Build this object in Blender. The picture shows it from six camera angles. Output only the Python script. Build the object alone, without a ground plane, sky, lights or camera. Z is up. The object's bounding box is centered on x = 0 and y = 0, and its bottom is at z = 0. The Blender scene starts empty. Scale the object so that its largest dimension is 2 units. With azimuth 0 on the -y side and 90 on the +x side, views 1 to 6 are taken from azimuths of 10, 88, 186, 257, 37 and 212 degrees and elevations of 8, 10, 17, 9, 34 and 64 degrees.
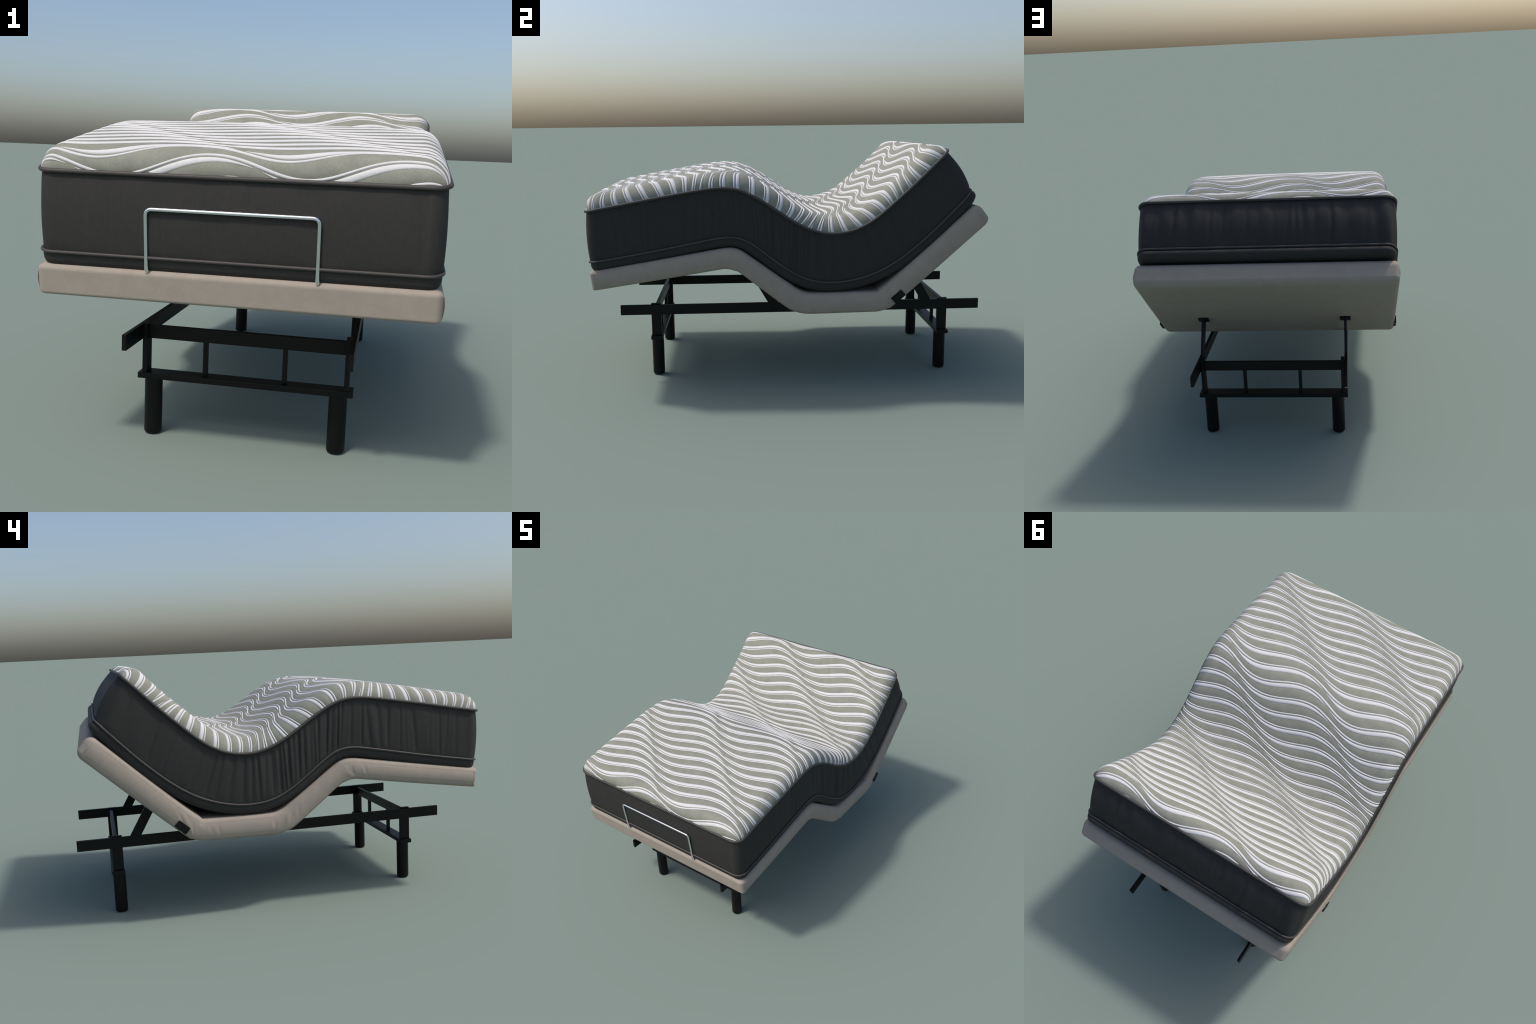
"""Adjustable single bed: articulated upholstered deck on a black steel frame,
with a striped quilted mattress bent to follow it."""
import bpy, bmesh, math, random
import numpy as np

rng = np.random.default_rng(7)

# ------------------------------------------------------------------ profiles
# Side view of the bed as (y, z), foot (-y) to head (+y).
UPPER_WELT = [(-.993, .895), (-.80, .930), (-.623, .962), (-.44, .992), (-.345, 1.002), (-.285, .998),
              (-.234, .984), (-.16, .947), (-.086, .899), (-.011, .848), (.065, .806), (.14, .781),
              (.20, .775), (.264, .781), (.33, .802), (.405, .846), (.499, .926), (.592, 1.011),
              (.683, 1.101), (.757, 1.173)]
LOWER_WELT = [(-.988, .649), (-.79, .681), (-.628, .710), (-.445, .745), (-.335, .764), (-.27, .763),
              (-.215, .744), (-.15, .699), (-.085, .648), (-.012, .596), (.064, .556), (.141, .537),
              (.225, .535), (.314, .549), (.41, .580), (.506, .632), (.60, .704), (.694, .789),
              (.787, .884), (.883, .984)]
DECK_TOP = [(-.976, .611), (-.64, .664), (-.36, .709), (-.323, .7140), (-.29, .7145), (-.262, .708),
            (-.229, .690), (-.12, .611), (-.003, .526), (.03, .503), (.06, .490), (.10, .484),
            (.25, .485), (.405, .487), (.421, .489), (.434, .501), (.507, .562), (.70, .737), (.897, .918)]
DECK_BOTTOM = [(-.964, .515), (-.64, .563), (-.37, .605), (-.335, .610), (-.305, .609), (-.283, .602),
               (-.25, .587), (-.14, .499), (-.025, .411), (.015, .391), (.055, .381), (.10, .378),
               (.25, .380), (.395, .382), (.431, .3845), (.470, .3965), (.508, .4185), (.7085, .5955), (.968, .8295)]


def catmull(points, n=24):
    p = np.array(points, float)
    p = np.vstack([2 * p[0] - p[1], p, 2 * p[-1] - p[-2]])
    out = []
    t = np.linspace(0, 1, n, endpoint=False)[:, None]
    for i in range(1, len(p) - 2):
        a, b, c, d = p[i - 1:i + 3]
        out.append(.5 * (2 * b + (c - a) * t + (2 * a - 5 * b + 4 * c - d) * t * t + (3 * b - a - 3 * c + d) * t ** 3))
    out.append(p[-2:-1])
    return np.vstack(out)


def relax(curve, times):
    for _ in range(times):
        curve[1:-1] = .5 * curve[1:-1] + .25 * (curve[:-2] + curve[2:])
    return curve


def unit(a):
    return a / np.maximum(np.linalg.norm(a, axis=-1, keepdims=True), 1e-9)


UPPER = relax(catmull(UPPER_WELT), 40)
LOWER = relax(catmull(LOWER_WELT), 40)
for _c in (UPPER, LOWER):
    _c[:, 1] = 1.292 - (1.292 - _c[:, 1]) * .996

RUN = np.concatenate([[0], np.cumsum(np.hypot(*np.diff(UPPER, axis=0).T))])
LENGTH = RUN[-1]


def along(curve, v):
    """Point of a side curve at run length v of the upper welt, straight beyond its ends."""
    v = np.asarray(v, float)
    vc = np.clip(v, 0, LENGTH)
    out = np.stack([np.interp(vc, RUN, curve[:, i]) for i in (0, 1)], -1)
    d0 = unit(curve[12] - curve[0])
    d1 = unit(curve[-1] - curve[-13])
    return out + np.minimum(v, 0)[..., None] * d0 + np.maximum(v - LENGTH, 0)[..., None] * d1


def upward(curve, v, e=.02):
    t = unit(along(curve, v + e) - along(curve, v - e))
    return np.stack([-t[..., 1], t[..., 0]], -1)


# ------------------------------------------------------------------ materials
def material(name, colour, rough=.8, metallic=0., build=None, sheen=0., specular=.5):
    m = bpy.data.materials.new(name)
    m.use_nodes = True
    nt = m.node_tree
    b = nt.nodes["Principled BSDF"]
    b.inputs["Base Color"].default_value = (*colour, 1)
    b.inputs["Roughness"].default_value = rough
    b.inputs["Metallic"].default_value = metallic
    b.inputs["Specular IOR Level"].default_value = specular
    if sheen:
        b.inputs["Sheen Weight"].default_value = sheen
        b.inputs["Sheen Roughness"].default_value = .5
    if build:
        build(nt, b)
    return m


def node(nt, kind, **kw):
    n = nt.nodes.new(kind)
    for k, v in kw.items():
        if k in n.inputs:
            n.inputs[k].default_value = v
        else:
            setattr(n, k, v)
    return n


def noise(nt, scale, stretch=(1, 1, 1), detail=3., rough=.6):
    tc = node(nt, "ShaderNodeTexCoord")
    mp = node(nt, "ShaderNodeMapping")
    mp.inputs["Scale"].default_value = stretch
    nz = node(nt, "ShaderNodeTexNoise")
    nz.inputs["Scale"].default_value = scale
    nz.inputs["Detail"].default_value = detail
    nz.inputs["Roughness"].default_value = rough
    nt.links.new(tc.outputs["Object"], mp.inputs["Vector"])
    nt.links.new(mp.outputs["Vector"], nz.inputs["Vector"])
    return nz.outputs["Fac"]


def ramp(nt, fac, stops):
    r = node(nt, "ShaderNodeValToRGB")
    e = r.color_ramp.elements
    e[0].position, e[0].color = stops[0][0], (*stops[0][1], 1)
    e[1].position, e[1].color = stops[-1][0], (*stops[-1][1], 1)
    for p, c in stops[1:-1]:
        k = e.new(p)
        k.color = (*c, 1)
    nt.links.new(fac, r.inputs["Fac"])
    return r.outputs["Color"]


def multiply(nt, a, b, fac=1.):
    m = node(nt, "ShaderNodeMix", data_type='RGBA', blend_type='MULTIPLY')
    m.inputs["Factor"].default_value = fac
    nt.links.new(a, m.inputs["A"])
    nt.links.new(b, m.inputs["B"])
    return m.outputs["Result"]


def bump(nt, bsdf, fac, strength, distance):
    b = node(nt, "ShaderNodeBump")
    b.inputs["Strength"].default_value = strength
    b.inputs["Distance"].default_value = distance
    nt.links.new(fac, b.inputs["Height"])
    nt.links.new(b.outputs["Normal"], bsdf.inputs["Normal"])


def around(c, d):
    return tuple(x * (1 - d) for x in c), tuple(x * (1 + d) for x in c)


def melange(c, fine, depth, blotch=0., bump_d=.0006, stretch=(1, 1, 1)):
    """Woven or brushed cloth: fine grain plus soft blotches."""
    def build(nt, b):
        g = noise(nt, fine, stretch, 2.)
        lo, hi = around(c, depth)
        col = ramp(nt, g, [(.3, lo), (.7, hi)])
        if blotch:
            lo, hi = around((1, 1, 1), blotch)
            col = multiply(nt, col, ramp(nt, noise(nt, 22, (1, 1, 1), 4.), [(.3, lo), (.7, hi)]))
        nt.links.new(col, b.inputs["Base Color"])
        bump(nt, b, g, .5, bump_d)
    return build


def charcoal_weave(c):
    """Charcoal cloth: crossed threads."""
    def build(nt, b):
        g1 = noise(nt, 420, (1, 1, .08), 2.)
        g2 = noise(nt, 420, (.08, .08, 1), 2.)
        lo, hi = around(c, .15)
        one = ramp(nt, g1, [(.3, lo), (.7, hi)])
        lo, hi = around((1, 1, 1), .12)
        two = ramp(nt, g2, [(.3, lo), (.7, hi)])
        nt.links.new(multiply(nt, one, two), b.inputs["Base Color"])
        bump(nt, b, g1, .4, .0006)
    return build


TAUPE = (.224, .227, .188)
WHITE = (.580, .574, .576)
CHARCOAL = (.0230, .0216, .0200)
BEIGE = (.318, .276, .230)
M_TAUPE = material("taupe_knit", TAUPE, .9, build=melange(TAUPE, 260, .10, .10, .0008))
M_WHITE = material("white_quilted_yarn", WHITE, .85, build=melange(WHITE, 300, .05, .03, .0008, (.35, 1, 1)))
M_SIDE = material("charcoal_cloth", CHARCOAL, .72, build=charcoal_weave(CHARCOAL), specular=.38)
M_WELT = material("welt_cord_cloth", (.05, .045, .042), .6, build=melange((.05, .045, .042), 500, .12), specular=.4)
M_BEIGE = material("beige_upholstery", BEIGE, .85, build=melange(BEIGE, 420, .07, .05, .0005), specular=.3)
M_STEEL = material("black_powder_coated_steel", (.0030, .0033, .0032), .45,
                   build=lambda nt, b: bump(nt, b, noise(nt, 500), .08, .0003), specular=.22)
M_CHROME = material("polished_chrome", (.80, .82, .83), .12, 1.,
                    build=lambda nt, b: bump(nt, b, noise(nt, 30), .02, .0005))

# ------------------------------------------------------------------ mesh helpers
def mesh_object(name, verts, faces, mat, parent=None, smooth=True):
    me = bpy.data.meshes.new(name)
    me.from_pydata([tuple(v) for v in np.asarray(verts, float).tolist()], [], faces)
    me.materials.append(mat)
    bm = bmesh.new()
    bm.from_mesh(me)
    bmesh.ops.recalc_face_normals(bm, faces=bm.faces)
    bm.to_mesh(me)
    bm.free()
    me.polygons.foreach_set("use_smooth", [smooth] * len(me.polygons))
    ob = bpy.data.objects.new(name, me)
    bpy.context.collection.objects.link(ob)
    if parent:
        ob.parent = parent
    return ob


def grid_faces(nr, nc, wrap=False):
    f = []
    for r in range(nr - 1):
        for c in range(nc if wrap else nc - 1):
            d = (c + 1) % nc
            f.append((r * nc + c, r * nc + d, (r + 1) * nc + d, (r + 1) * nc + c))
    return f


def tube(name, path, radius, mat, parent, closed=False, sides=12, caps=True):
    p = np.asarray(path, float)
    n = len(p)
    if closed:
        t = unit(np.roll(p, -1, 0) - np.roll(p, 1, 0))
    else:
        t = unit(np.gradient(p, axis=0))
    ref = np.array([0, 0, 1.]) if abs(t[0][2]) < .9 else np.array([0, 1., 0])
    a = unit(np.cross(t[0], ref))
    verts = []
    for i in range(n):
        a = unit(a - np.dot(a, t[i]) * t[i])
        b = np.cross(t[i], a)
        th = np.linspace(0, 2 * np.pi, sides, endpoint=False)[:, None]
        verts.append(p[i] + radius * (np.cos(th) * a + np.sin(th) * b))
    verts = np.vstack(verts)
    faces = grid_faces(n, sides, True)
    if closed:      # close with the ring rotation that best meets the first ring
        last, first = verts[-sides:], verts[:sides]
        k = min(range(sides), key=lambda s: np.linalg.norm(last - np.roll(first, -s, 0)))
        base = (n - 1) * sides
        for c in range(sides):
            d = (c + 1) % sides
            faces.append((base + c, base + d, (d + k) % sides, (c + k) % sides))
    elif caps:
        faces.append(tuple(range(sides))[::-1])
        faces.append(tuple(range((n - 1) * sides, n * sides)))
    return mesh_object(name, verts, faces, mat, parent)


def bar(name, lo, hi, mat, parent, bevel=.0015, frame=None):
    """Box between two corners with small chamfers; frame = (origin, angle) turns it in the y-z plane."""
    bm = bmesh.new()
    bmesh.ops.create_cube(bm, size=1)
    lo, hi = np.array(lo, float), np.array(hi, float)
    for v in bm.verts:
        v.co = [(lo[i] + hi[i]) / 2 + v.co[i] * (hi[i] - lo[i]) for i in range(3)]
    bmesh.ops.bevel(bm, geom=bm.edges[:], offset=bevel, segments=2, affect='EDGES', profile=.5)
    if frame:
        (oy, oz), ang = frame
        c, s = math.cos(ang), math.sin(ang)
        for v in bm.verts:
            y, z = v.co.y, v.co.z
            v.co.y, v.co.z = oy + c * y - s * z, oz + s * y + c * z
    me = bpy.data.meshes.new(name)
    bm.to_mesh(me)
    bm.free()
    me.materials.append(mat)
    ob = bpy.data.objects.new(name, me)
    bpy.context.collection.objects.link(ob)
    ob.parent = parent
    return ob


def revolve(name, profile, centre, mat, parent, sides=40):
    th = np.linspace(0, 2 * np.pi, sides, endpoint=False)
    verts = np.vstack([[(centre[0] + r * math.cos(a), centre[1] + r * math.sin(a), z) for a in th] for r, z in profile])
    faces = grid_faces(len(profile), sides, True)
    faces.append(tuple(range(sides)))
    faces.append(tuple(range((len(profile) - 1) * sides, len(profile) * sides)))
    ob = mesh_object(name, verts, faces, mat, parent)
    sharpen(ob, 50)
    return ob


def sharpen(ob, angle):
    bm = bmesh.new()
    bm.from_mesh(ob.data)
    for e in bm.edges:
        if len(e.link_faces) == 2 and e.calc_face_angle(0) > math.radians(angle):
            e.smooth = False
    bm.to_mesh(ob.data)
    bm.free()


# ------------------------------------------------------------------ the bed
bed = bpy.data.objects.new("adjustable_bed", None)
bpy.context.collection.objects.link(bed)
bed["label"] = "adjustable bed with raised head, striped mattress, black steel frame"
bed["category"] = "bed"

# ---------------------------------------------------------------- mattress
HALF, CORNER, PLAN, INSET, ARC = .603, .070, .050, .0108, .110
FLAT = HALF - CORNER
V_FOOT, V_HEAD = INSET + CORNER, LENGTH - INSET - CORNER


def crown(u, v):
    """Height of the quilted top over the upper welt: bunched up on both sides of the seat crease."""
    inner = 1 - np.clip(np.abs(u) / .60, 0, 1) ** 3
    bunch = .019 * np.exp(-((v - 1.345) / .075) ** 2) + .003 * np.exp(-((v - 1.06) / .06) ** 2)
    return .0685 + inner * (.003 + .003 * np.clip((.9 - v) / .3, 0, 1) + .006 * np.exp(-((v - 1.22) / .16) ** 2) + bunch + .001 * np.exp(-((v - .62) / .2) ** 2)) - .003 * np.clip((v - 1.5) / .3, 0, 1) + .003 * np.clip((v - 1.80) / .10, 0, 1)


def rounded_loop(step):
    """Plan outline (x, v) of the mattress with outward normals, and run length along it."""
    pts, nrm = [], []
    cx, a, b = HALF - PLAN, INSET + PLAN, LENGTH - INSET - PLAN
    arc = np.linspace(0, np.pi / 2, 14)

    def line(p, q, n):
        k = max(2, int(np.hypot(q[0] - p[0], q[1] - p[1]) / step))
        for t in np.linspace(0, 1, k, endpoint=False)[1:]:
            pts.append((p[0] + (q[0] - p[0]) * t, p[1] + (q[1] - p[1]) * t))
            nrm.append(n)

    def turn(c, start):
        for t in arc + start:
            pts.append((c[0] + PLAN * math.cos(t), c[1] + PLAN * math.sin(t)))
            nrm.append((math.cos(t), math.sin(t)))
    turn((cx, a), -np.pi / 2)
    line((HALF, a), (HALF, b), (1, 0))
    turn((cx, b), 0)
    line((cx, b + PLAN), (-cx, b + PLAN), (0, 1))
    turn((-cx, b), np.pi / 2)
    line((-HALF, b), (-HALF, a), (-1, 0))
    turn((-cx, a), np.pi)
    line((-cx, a - PLAN), (cx, a - PLAN), (0, -1))
    return np.array(pts), np.array(nrm)


LOOP, LOOP_N = rounded_loop(.0035)


def level_point(xv, k):
    """k = 1 upper welt, 0 lower welt, below 0 metres under the lower welt."""
    v = xv[:, 1]
    up, lo = along(UPPER, v), along(LOWER, v)
    p = lo + (up - lo) * max(k, 0) + upward(LOWER, v) * min(k, 0)
    return np.column_stack([xv[:, 0], p])


def pleats(loop, normals):
    """Vertical folds of the border cloth: groove depth and lean for every point of the loop."""
    v, x = loop[:, 1], loop[:, 0]
    run = np.concatenate([[0], np.cumsum(np.hypot(*np.diff(loop, axis=0).T))])
    total = run[-1]
    creases = []
    pos = 0.
    while pos < total:
        i = int(np.searchsorted(run, pos))
        i = min(i, len(v) - 1)
        side = abs(normals[i, 0]) > .9
        if side:
            dens = .070 - .048 * math.exp(-((v[i] - 1.10) / .28) ** 2) - .030 * math.exp(-((v[i] - .62) / .2) ** 2)
            strong = .0018 + .0030 * math.exp(-((v[i] - 1.05) / .42) ** 2)
        elif normals[i, 1] > .9:
            dens, strong = .052, .0038
        else:
            dens, strong = .12, .0008
        pos += max(.012, dens) * rng.uniform(.45, 1.6)
        creases.append((pos, strong * rng.uniform(.35, 1.3), rng.uniform(.0045, .011) * (1.9 if normals[i, 1] > .9 else 1), rng.normal(0, .0045), rng.uniform(0, 6.3), rng.uniform(.2, 1.)))
    return run, creases


RUN_LOOP, CREASES = pleats(LOOP, LOOP_N)


def fold_offset(level):
    off = np.zeros(len(RUN_LOOP))
    for pos, depth, width, lean, ph, reach in CREASES:
        c = pos + lean * (level - .5) * 2 + .003 * math.sin(ph + 2.5 * level)
        d = (RUN_LOOP - c) / width
        near = np.abs(d) < 6
        fade = .35 + .65 * math.exp(-((level - (.15 + .8 * (ph / 6.3))) / (.35 + .5 * reach)) ** 2)
        dd = d[near]
        off[near] += fade * depth * (-np.exp(-dd * dd) + .45 * np.exp(-((dd - 2.1) / 1.5) ** 2))
    off += .0015 * np.sin(RUN_LOOP * 31 + 2 * level) * np.sin(RUN_LOOP * 11.3 + 1)
    return off


border_levels = [(-.050, -.034), (-.0495, -.024), (-.046, -.014), (-.038, -.006), (-.028, -.002), (-.016, -.001), (-.006, -.003)]
rows = []
for k, off in border_levels:
    head = np.clip(LOOP_N[:, 1], 0, 1) * (.005 if -.04 < k < -.01 else .002)
    rows.append(level_point(LOOP + LOOP_N * (off + head)[:, None], k))
N_UP = 26
for j in range(N_UP):
    k = j / (N_UP - 1)
    bulge = -.003 + .005 * math.sin(math.pi * k) ** .6
    pin = min(1, min(k, 1 - k) / .12)
    off = bulge + fold_offset(k) * (pin * .9 + .1) + np.sin(np.pi * k) * (.009 * np.clip(LOOP_N[:, 1], 0, 1) ** 4 + .003 * np.clip(-LOOP_N[:, 1], 0, 1))
    rows.append(level_point(LOOP + LOOP_N * off[:, None], k))
n = len(LOOP)
faces = grid_faces(len(rows), n, True)
faces.append(tuple(range(n))[::-1])
mattress = mesh_object("mattress", np.vstack(rows), faces, M_SIDE, bed)
# keep the flat bottom polygon from being one giant bent n-gon: triangulate it as strips
bm = bmesh.new()
bm.from_mesh(mattress.data)
big = [f for f in bm.faces if len(f.verts) > 4]
bmesh.ops.delete(bm, geom=big, context='FACES_ONLY')
bm.to_mesh(mattress.data)
bm.free()


def plan_grid(v_count, x_count, inset):
    lo, hi = INSET + PLAN, LENGTH - INSET - PLAN
    out = []
    for v in np.linspace(INSET + inset, LENGTH - INSET - inset, v_count):
        e = max(lo - v, v - hi, 0)
        w = HALF - PLAN + math.sqrt(max(PLAN ** 2 - e * e, 0)) - inset
        out.append([(t * w, v) for t in np.linspace(-1, 1, x_count)])
    return np.array(out).reshape(-1, 2)


under = plan_grid(160, 9, .034)
mesh_object("underside_panel", level_point(under, -.0502), grid_faces(160, 9), M_SIDE, mattress)

# welts (piping cords) round the upper and lower seams
WELT_LOOP, WELT_N = rounded_loop(.012)
for k, off, r in ((1.0, .0035, .0068), (0.0, .0015, .0050)):
    pts = WELT_LOOP + WELT_N * off
    head = level_point(pts, k)
    tube("piping_cord", head, r, M_WELT, mattress, closed=True, sides=12)


def top_surface(u, w):
    """Quilted top: u across from the middle, w along from the foot, both measured over the cloth."""
    u, w = np.broadcast_arrays(np.asarray(u, float), np.asarray(w, float))
    ux = np.clip(u, -FLAT, FLAT)
    i = np.sin(np.clip((np.abs(u) - FLAT) / ARC, 0, 1) * np.pi / 2)
    wx = np.clip(w, V_FOOT, V_HEAD)
    over = np.where(w < V_FOOT, V_FOOT - w, np.maximum(w - V_HEAD, 0))
    j = np.sin(np.clip(over / ARC, 0, 1) * np.pi / 2)
    a = i * np.sqrt(1 - .36 * j * j)          # rounded, nearly square corners
    b = j * np.sqrt(1 - .36 * i * i)
    r = np.sqrt(np.clip(i * i + j * j - i * i * j * j, 0, 1))
    x = ux + np.sign(u) * CORNER * a
    v = wx + np.where(w < V_FOOT, -1, 1) * CORNER * b
    h = crown(u, v) * (1 - r ** 2.05) ** (1 / 2.05)
    p = along(UPPER, v) + upward(UPPER, v) * h[..., None]
    return np.stack([x, p[..., 0], p[..., 1]], -1)


U_MAX, W_MIN, W_MAX = FLAT + ARC, V_FOOT - ARC, V_HEAD + ARC


def lifted(u, w, h):
    """Point h metres off the quilted top along its normal."""
    e = .002
    cu, cw = np.clip(u, -U_MAX + 2 * e, U_MAX - 2 * e), np.clip(w, W_MIN + 2 * e, W_MAX - 2 * e)
    du = top_surface(cu + e, cw) - top_surface(cu - e, cw)
    dw = top_surface(cu, cw + e) - top_surface(cu, cw - e)
    nn = unit(np.cross(du, dw))
    return top_surface(u, w) + nn * np.asarray(h)[..., None]


# stripe pattern: wavy rows; each row is one continuous narrow line on the foot side and
# long lenses on its head side that taper to a point where the wave is steepest
PITCH, WAVE, SWING, DRIFT, TILT = .0571, .565, .0295, -1.04, .012
ROW0, CREST0, LIP_STRETCH = .456, .303, 1.12


def crest_u(wk):
    return CREST0 + DRIFT * (wk - ROW0)


def row_line(wk, u):
    shift = .014 if wk < V_FOOT - .035 else 0.      # the mirrored row at the foot sits closer
    return wk + shift - SWING * np.cos(2 * np.pi * (u - crest_u(wk)) / WAVE) + TILT * u


def over_lip(q):
    """Pattern position to cloth position: the print is stretched where it rolls over foot and head."""
    a, b = V_FOOT + .01, V_HEAD - .01
    return np.where(q < a, a - (a - q) * LIP_STRETCH, np.where(q > b, b + (q - b) * LIP_STRETCH, q))


def from_lip(w):
    a, b = V_FOOT + .01, V_HEAD - .01
    return np.where(w < a, a - (a - w) / LIP_STRETCH, np.where(w > b, b + (w - b) / LIP_STRETCH, w))


def narrow_half(wk, u):
    steep = .5 + .5 * np.cos(2 * np.pi * (u - crest_u(wk) + WAVE / 4) / WAVE)
    return .0038 + .0010 * steep ** 2


GAP = .0034
BROAD = {k: rng.uniform(.0185, .0225) for k in range(-16, 40)}


def broad_width(k, u):
    """Width of the lens beside row k: nothing where the wave is steepest, full in between."""
    s = ((u - crest_u(ROW0 + PITCH * k)) / WAVE + .25) % 1.
    return BROAD[k] * np.sin(np.pi * s) ** .75


def flipped(k):
    """The print is mirrored in the row that rolls under at the foot."""
    return ROW0 + PITCH * k < V_FOOT - .035


def broad_edges(k, u):
    wk, wd = ROW0 + PITCH * k, broad_width(k, u)
    line, off = row_line(wk, u), narrow_half(wk, u) + GAP
    return (line - off - wd, line - off) if flipped(k) else (line + off, line + off + wd)


def row_limits(k, u):
    wk = ROW0 + PITCH * k
    line, half = row_line(wk, u), narrow_half(wk, u)
    lo, hi = broad_edges(k, u)
    return np.minimum(line - half, lo), np.maximum(line + half, hi)


def quilt_relief(u, w):
    """Soft puff of the taupe cloth between the stitched stripes."""
    out = np.zeros(np.broadcast(u, w).shape)
    w = from_lip(w)
    for k in range(-13, 34):
        lo, hi = row_limits(k, u)[1], row_limits(k + 1, u)[0]
        d = (w - lo) / np.maximum(hi - lo, .004)
        puff = np.minimum(.0024, .05 * np.maximum(hi - lo, 0))
        out = np.where((d > 0) & (d < 1) & (hi - lo > .006), puff * np.sin(np.pi * np.clip(d, 0, 1)) ** .7, out)
    return out


nu, nw = 300, 720
uu = np.concatenate([np.linspace(-U_MAX, -FLAT, 26, endpoint=False), np.linspace(-FLAT, FLAT, nu, endpoint=False), np.linspace(FLAT, U_MAX, 27)])
ww = np.concatenate([np.linspace(W_MIN, V_FOOT, 36, endpoint=False), np.linspace(V_FOOT, V_HEAD, nw, endpoint=False), np.linspace(V_HEAD, W_MAX, 37)])
GU, GW = np.meshgrid(uu, ww)
P = lifted(GU, GW, quilt_relief(GU, GW))
quilt = mesh_object("quilted_top_panel", P.reshape(-1, 3), grid_faces(len(ww), len(uu)), M_TAUPE, mattress)


def ribbon(name, u, centre, half, height):
    """Raised yarn band along u; lens section, edges tucked into the cloth."""
    place = over_lip(centre)
    keep = (place > W_MIN - .004) & (place < W_MAX + .004)
    parts = np.split(np.arange(len(u)), np.where(np.diff(keep.astype(int)) != 0)[0] + 1)
    cross = np.array([-1, -.92, -.7, -.35, 0, .35, .7, .92, 1])
    dome = np.array([-.9, .15, .62, .92, 1, .92, .62, .15, -.9])
    for idx in parts:
        if not keep[idx[0]] or len(idx) < 4:
            continue
        uu_, c_, h_ = u[idx], centre[idx], half[idx]
        w = np.clip(over_lip(c_[:, None] + h_[:, None] * cross), W_MIN, W_MAX)
        rise = np.minimum(1, h_ / .0035)[:, None] * height
        hgt = np.where(dome > 0, dome * rise, dome * .0012)
        pts = lifted(np.repeat(uu_[:, None], len(cross), 1), w, hgt)
        mesh_object(name, pts.reshape(-1, 3), grid_faces(len(idx), len(cross)), M_WHITE, mattress)


STEP = .006
k = -12
while True:
    wk = ROW0 + PITCH * k
    k += 1
    if wk > W_MAX + .05:
        break
    if wk < W_MIN - .07:
        continue
    u = np.linspace(-U_MAX, U_MAX, int(2 * U_MAX / STEP))
    half = narrow_half(wk, u)
    ribbon("narrow_stripe", u, row_line(wk, u), half, .0026)
    tip = crest_u(wk) - WAVE / 4
    j0 = math.floor((-U_MAX - tip) / WAVE)
    for j in range(j0, j0 + 4):
        a, b = tip + j * WAVE + .001, tip + (j + 1) * WAVE - .001
        lo, hi = max(a, -U_MAX), min(b, U_MAX)
        if hi - lo < .02:
            continue
        u = np.linspace(lo, hi, max(6, int((hi - lo) / STEP)))
        u = u[broad_width(k - 1, u) > .0022]
        if len(u) < 6:
            continue
        lo_e, hi_e = broad_edges(k - 1, u)
        full = BROAD[k - 1]
        taper = (hi_e - lo_e - .0021) * full / (full - .0021)      # runs out to a fine point
        near = lo_e + taper / 2 if not flipped(k - 1) else hi_e - taper / 2
        ribbon("broad_stripe", u, near, np.maximum(taper / 2, .0002), .0030)

# ---------------------------------------------------------------- upholstered deck
T_CURVE, B_CURVE = relax(catmull(DECK_TOP, 14), 4), relax(catmull(DECK_BOTTOM, 14), 4)


def deck_columns():
    """Side outline of the deck as matched (top, bottom) columns with rounded foot and head ends."""
    def end(top, bot, out, r_top, r_bot, bulge):
        top, bot = np.array(top), np.array(bot)
        down = unit(bot - top)
        cols = []
        for t in np.linspace(0, np.pi / 2, 9)[1:]:
            cols.append((top + out * r_top * math.sin(t) + down * r_top * (1 - math.cos(t)),
                         bot + out * (r_top * math.sin(t) if r_bot is None else r_top * math.sin(t)) - down * r_bot * (1 - math.cos(t))))
        return cols
    foot_dir = unit(T_CURVE[0] - T_CURVE[4])
    head_dir = unit(T_CURVE[-1] - T_CURVE[-5])
    r_f, r_h = .016, .040
    # shorten the two ends by their rounding
    T, B = T_CURVE.copy(), B_CURVE.copy()
    foot = end(T[0] - foot_dir * r_f, B[0] - foot_dir * r_f, foot_dir, r_f, .012, 0)[::-1]
    head = end(T[-1] - head_dir * r_h, B[-1] - head_dir * r_h, head_dir, r_h, .028, 0)

    def body(curve):
        f, h = (curve - curve[0]) @ foot_dir, (curve - curve[-1]) @ head_dir
        d0 = np.linalg.norm(curve - curve[0], axis=1)
        d1 = np.linalg.norm(curve - curve[-1], axis=1)
        return (d0 >= r_f) & (d1 >= r_h)
    keep = body(T) & body(B)
    tops = [c[0] for c in foot] + [T[0] - foot_dir * r_f] + list(T[keep]) + [T[-1] - head_dir * r_h] + [c[0] for c in head]
    bots = [c[1] for c in foot] + [B[0] - foot_dir * r_f] + list(B[keep]) + [B[-1] - head_dir * r_h] + [c[1] for c in head]
    return np.array(tops), np.array(bots)


TOPS, BOTS = deck_columns()


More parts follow.
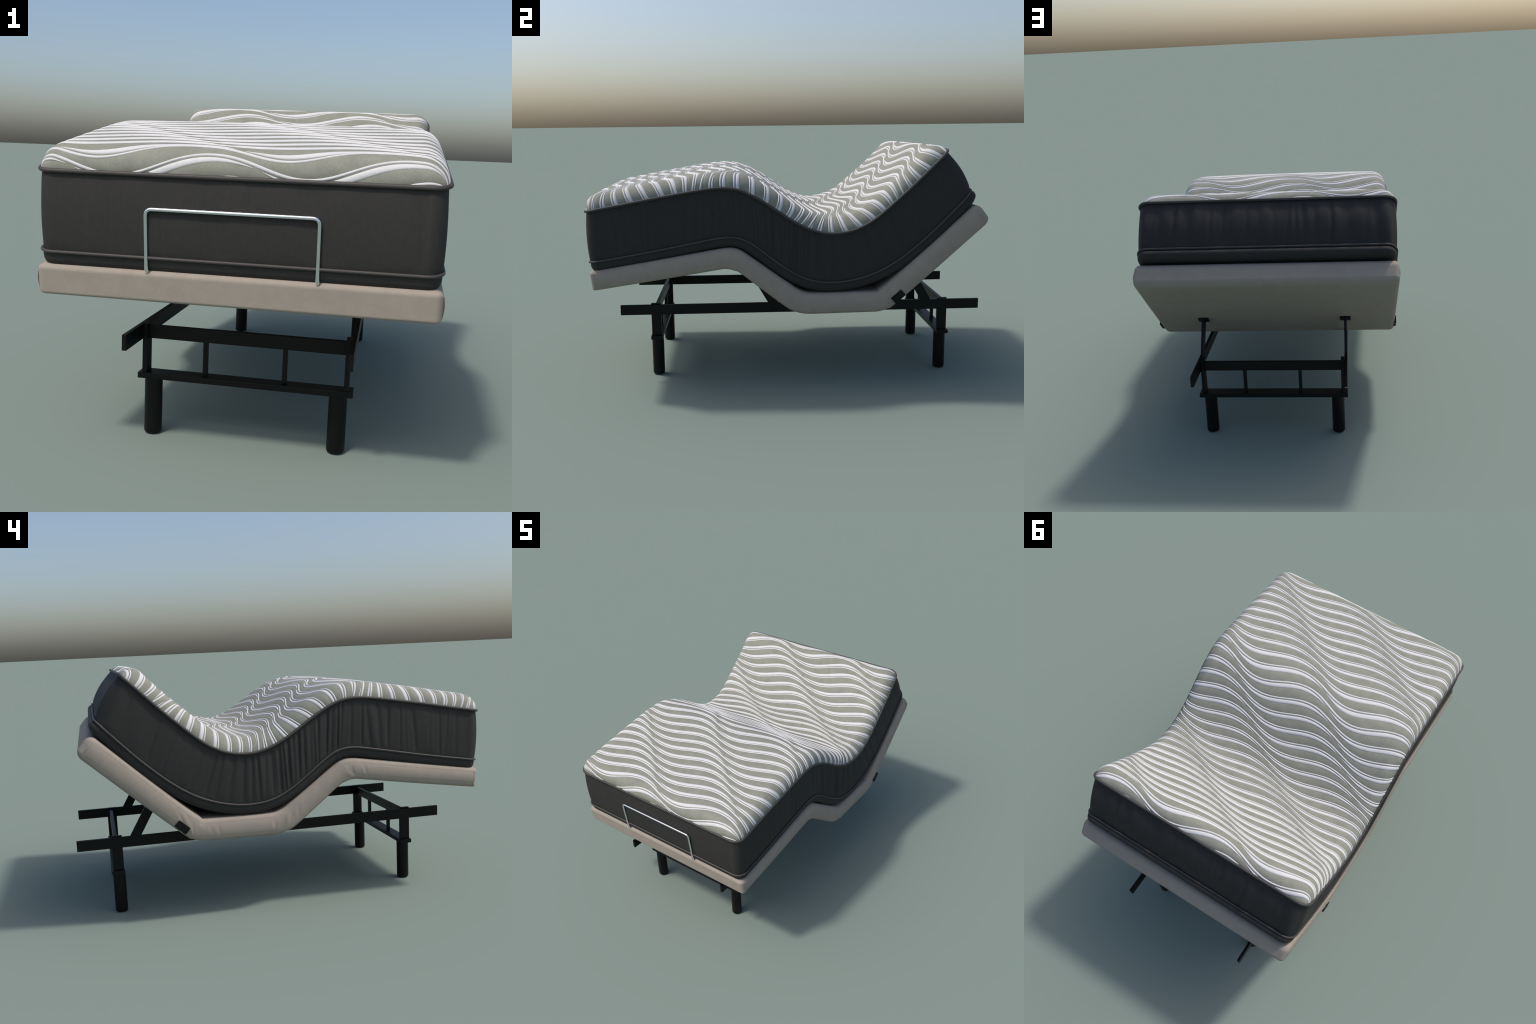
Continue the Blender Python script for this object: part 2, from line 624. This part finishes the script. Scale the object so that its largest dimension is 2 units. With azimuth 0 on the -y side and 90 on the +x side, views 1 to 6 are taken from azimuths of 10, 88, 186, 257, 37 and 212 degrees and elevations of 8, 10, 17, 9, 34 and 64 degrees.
def resample(tops, bots, step):
    mid = (tops + bots) / 2
    run = np.concatenate([[0], np.cumsum(np.hypot(*np.diff(mid, axis=0).T))])
    keep_first, keep_last = 9, len(run) - 10
    inner = np.linspace(run[keep_first], run[keep_last], int((run[keep_last] - run[keep_first]) / step))
    s = np.concatenate([run[:keep_first], inner, run[keep_last + 1:]])
    f = lambda a: np.stack([np.interp(s, run, a[:, i]) for i in (0, 1)], -1)
    return f(tops), f(bots), s


TOPS, BOTS, COL_RUN = resample(TOPS, BOTS, .006)
N_COL, N_ROW = len(TOPS), 22
DECK_HALF, DECK_EDGE = .609, .024


def deck_grid(inset):
    """(column, row) grid of the side face shrunk by inset."""
    loop = np.vstack([TOPS, np.linspace(TOPS[-1], BOTS[-1], N_ROW)[1:-1], BOTS[::-1], np.linspace(BOTS[0], TOPS[0], N_ROW)[1:-1]])
    t = unit(np.roll(loop, -1, 0) - np.roll(loop, 1, 0))
    t = unit(t + np.roll(t, 1, 0) + np.roll(t, -1, 0))
    inw = np.stack([t[:, 1], -t[:, 0]], -1)
    q = loop + inw * inset
    tops, bots = q[:N_COL], q[N_COL + N_ROW - 2:2 * N_COL + N_ROW - 2][::-1]
    head_col = np.vstack([tops[-1:], q[N_COL:N_COL + N_ROW - 2], bots[-1:]])
    foot_col = np.vstack([tops[:1], q[2 * N_COL + N_ROW - 2:][::-1], bots[:1]])
    g = tops[:, None] + (bots - tops)[:, None] * np.linspace(0, 1, N_ROW)[None, :, None]
    g[0], g[-1] = foot_col, head_col
    return g


def rim(g):
    return np.vstack([g[:, 0], g[-1, 1:-1], g[::-1, -1], g[0, -2:0:-1]])


def deck_wrinkle(sign):
    """Sideways relief of the deck's flank: soft puff, gathers at the three hinges, end seams."""
    s = COL_RUN[:, None]
    h = np.linspace(0, 1, N_ROW)[None, :]
    out = .004 * np.sin(np.pi * h) ** .7 * np.ones_like(s)
    local = np.random.default_rng(11 if sign > 0 else 23)
    mid_y = (TOPS[:, 0] + BOTS[:, 0]) / 2
    for hinge, count, spread in ((-.30, 6, .035), (.03, 7, .04), (.44, 8, .035)):
        for _ in range(count):
            y0 = hinge + local.normal(0, spread)
            lean = local.normal(0, .006)
            width = local.uniform(.005, .010)
            depth = local.uniform(.0008, .0022) * (1 if sign < 0 else .6)
            d = (mid_y[:, None] - y0 - lean * (h - .5)) / width
            fall = np.exp(-((h - local.uniform(.1, .9)) / .5) ** 2)
            out = out + depth * fall * (-np.exp(-d * d) + .5 * np.exp(-((d - 2) / 1.4) ** 2)) * np.sin(np.pi * np.clip(h, .02, .98)) ** .3
    for edge in (.020, COL_RUN[-1] - .026):          # sewn end seams
        out = out - .0035 * np.exp(-((s - edge) / .0035) ** 2) * np.sin(np.pi * np.clip(h, .0, 1)) ** .4
    return out


rings, xs = [], []
theta = np.linspace(np.pi / 2, 0, 7)
for t in theta:
    rings.append((-(DECK_HALF - DECK_EDGE + DECK_EDGE * math.sin(t)), DECK_EDGE * (1 - math.cos(t))))
for x in np.linspace(-(DECK_HALF - DECK_EDGE), DECK_HALF - DECK_EDGE, 25)[1:-1]:
    rings.append((x, 0.))
for t in theta[::-1]:
    rings.append((DECK_HALF - DECK_EDGE + DECK_EDGE * math.sin(t), DECK_EDGE * (1 - math.cos(t))))
verts, faces = [], []
for x, ins in rings:
    r = rim(deck_grid(ins))
    verts.append(np.column_stack([np.full(len(r), x), r]))
m = len(verts[0])
faces += grid_faces(len(rings), m, True)
base = len(rings) * m
for sign in (-1, 1):
    g = deck_grid(DECK_EDGE)
    x = sign * (DECK_HALF + deck_wrinkle(sign) * np.minimum(1, 1))
    x[:, 0] = x[:, -1] = sign * DECK_HALF
    x[0, :] = x[-1, :] = sign * DECK_HALF
    verts.append(np.dstack([x, g]).reshape(-1, 3))
    faces += [tuple(base + i for i in f) for f in grid_faces(N_COL, N_ROW)]
    base += N_COL * N_ROW
deck = mesh_object("upholstered_deck", np.vstack(verts), faces, M_BEIGE, bed)
bm = bmesh.new()
bm.from_mesh(deck.data)
bmesh.ops.remove_doubles(bm, verts=bm.verts, dist=1e-5)
bmesh.ops.recalc_face_normals(bm, faces=bm.faces)
bm.to_mesh(deck.data)
bm.free()

# hinge cover plates with their screws, on both flanks near the back-rest hinge
ANG = math.atan2(.470 - .427, .555 - .507)
for sx in (-1, 1):
    x0, x1 = sorted((sx * .603, sx * .617))
    plate = bar("hinge_cover_plate", (x0, -.0325, -.0185), (x1, .0325, .0185), M_STEEL, deck, .002, ((.518, .4625), ANG))
    for dy in (-.014, .014):
        cy, cz = .518 + dy * math.cos(ANG), .4625 + dy * math.sin(ANG)
        ring = [(sx * .6165, cy + .0028 * math.cos(a), cz + .0028 * math.sin(a)) for a in np.linspace(0, 2 * np.pi, 12, endpoint=False)]
        cap = [(sx * .6178, cy + .0018 * math.cos(a), cz + .0018 * math.sin(a)) for a in np.linspace(0, 2 * np.pi, 12, endpoint=False)]
        mesh_object("screw_head", np.array(ring + cap), grid_faces(2, 12, True) + [tuple(range(12, 24))], M_STEEL, deck)

# ---------------------------------------------------------------- mattress retainer bar
def fillet(points, r, n=8):
    pts = [np.array(points[0])]
    for a, b, c in zip(points[:-2], points[1:-1], points[2:]):
        a, b, c = map(np.array, (a, b, c))
        p, q = b + unit(a - b) * r, b + unit(c - b) * r
        for t in np.linspace(0, 1, n):
            pts.append((1 - t) ** 2 * p + 2 * t * (1 - t) * b + t * t * q)
    pts.append(np.array(points[-1]))
    return pts


bar_path = [(-.2545, -.945, .604), (-.2545, -.9745, .607), (-.2545, -.9938, .799), (.2545, -.9938, .799), (.2545, -.9745, .607), (.2545, -.945, .604)]
corners = fillet(bar_path, .020)
tube("mattress_retainer_bar", corners, .0062, M_CHROME, bed, sides=16)

# ---------------------------------------------------------------- steel frame
frame = bpy.data.objects.new("steel_frame", None)
bpy.context.collection.objects.link(frame)
frame.parent = bed
for sx in (-1, 1):
    a, b = sorted((sx * .352, sx * .367))
    bar("side_rail", (a, -.8735, .332), (b, 1.0, .384), M_STEEL, frame)
    for yc in (-.692, .811):
        revolve("leg", [(.024, 0), (.0275, .0015), (.0298, .005), (.0305, .010), (.0305, .1965)], (sx * .317, yc), M_STEEL, frame)
        a2, b2 = sorted((sx * .335, sx * .3515))
        bar("upright", (a2, yc - .0255, .2165), (b2, yc + .0255, .388), M_STEEL, frame)
    # lift arms, with the small plates that fix them under the deck
    lean = math.radians(30)
    for foot_y, length in ((.732, .205), (-.070, .175)):
        bar("lift_arm", (a + .001, -.0230, 0), (b - .001, .0230, length), M_STEEL, frame, .0012, ((foot_y, .362), lean))
    for at, slope in (((.635, .5310), .883), ((-.151, .502), -.748)):
        bar("mounting_plate", (sx * .3595 - .026, -.020, -.009), (sx * .3595 + .026, .020, .004), M_STEEL, frame, .001, (at, math.atan(slope)))
for yc in (-.692, .814):
    bar("lower_crossbar", (-.366, yc - .030, .1965), (.366, yc + .030, .2165), M_STEEL, frame)
    bar("upper_crossbar", (-.335, yc - .007, .333), (.335, yc + .011, .3785), M_STEEL, frame)
    for x in (-.136, .136):
        bar("spindle", (x - .008, yc - .006, .2165), (x + .008, yc + .010, .333), M_STEEL, frame, .001)
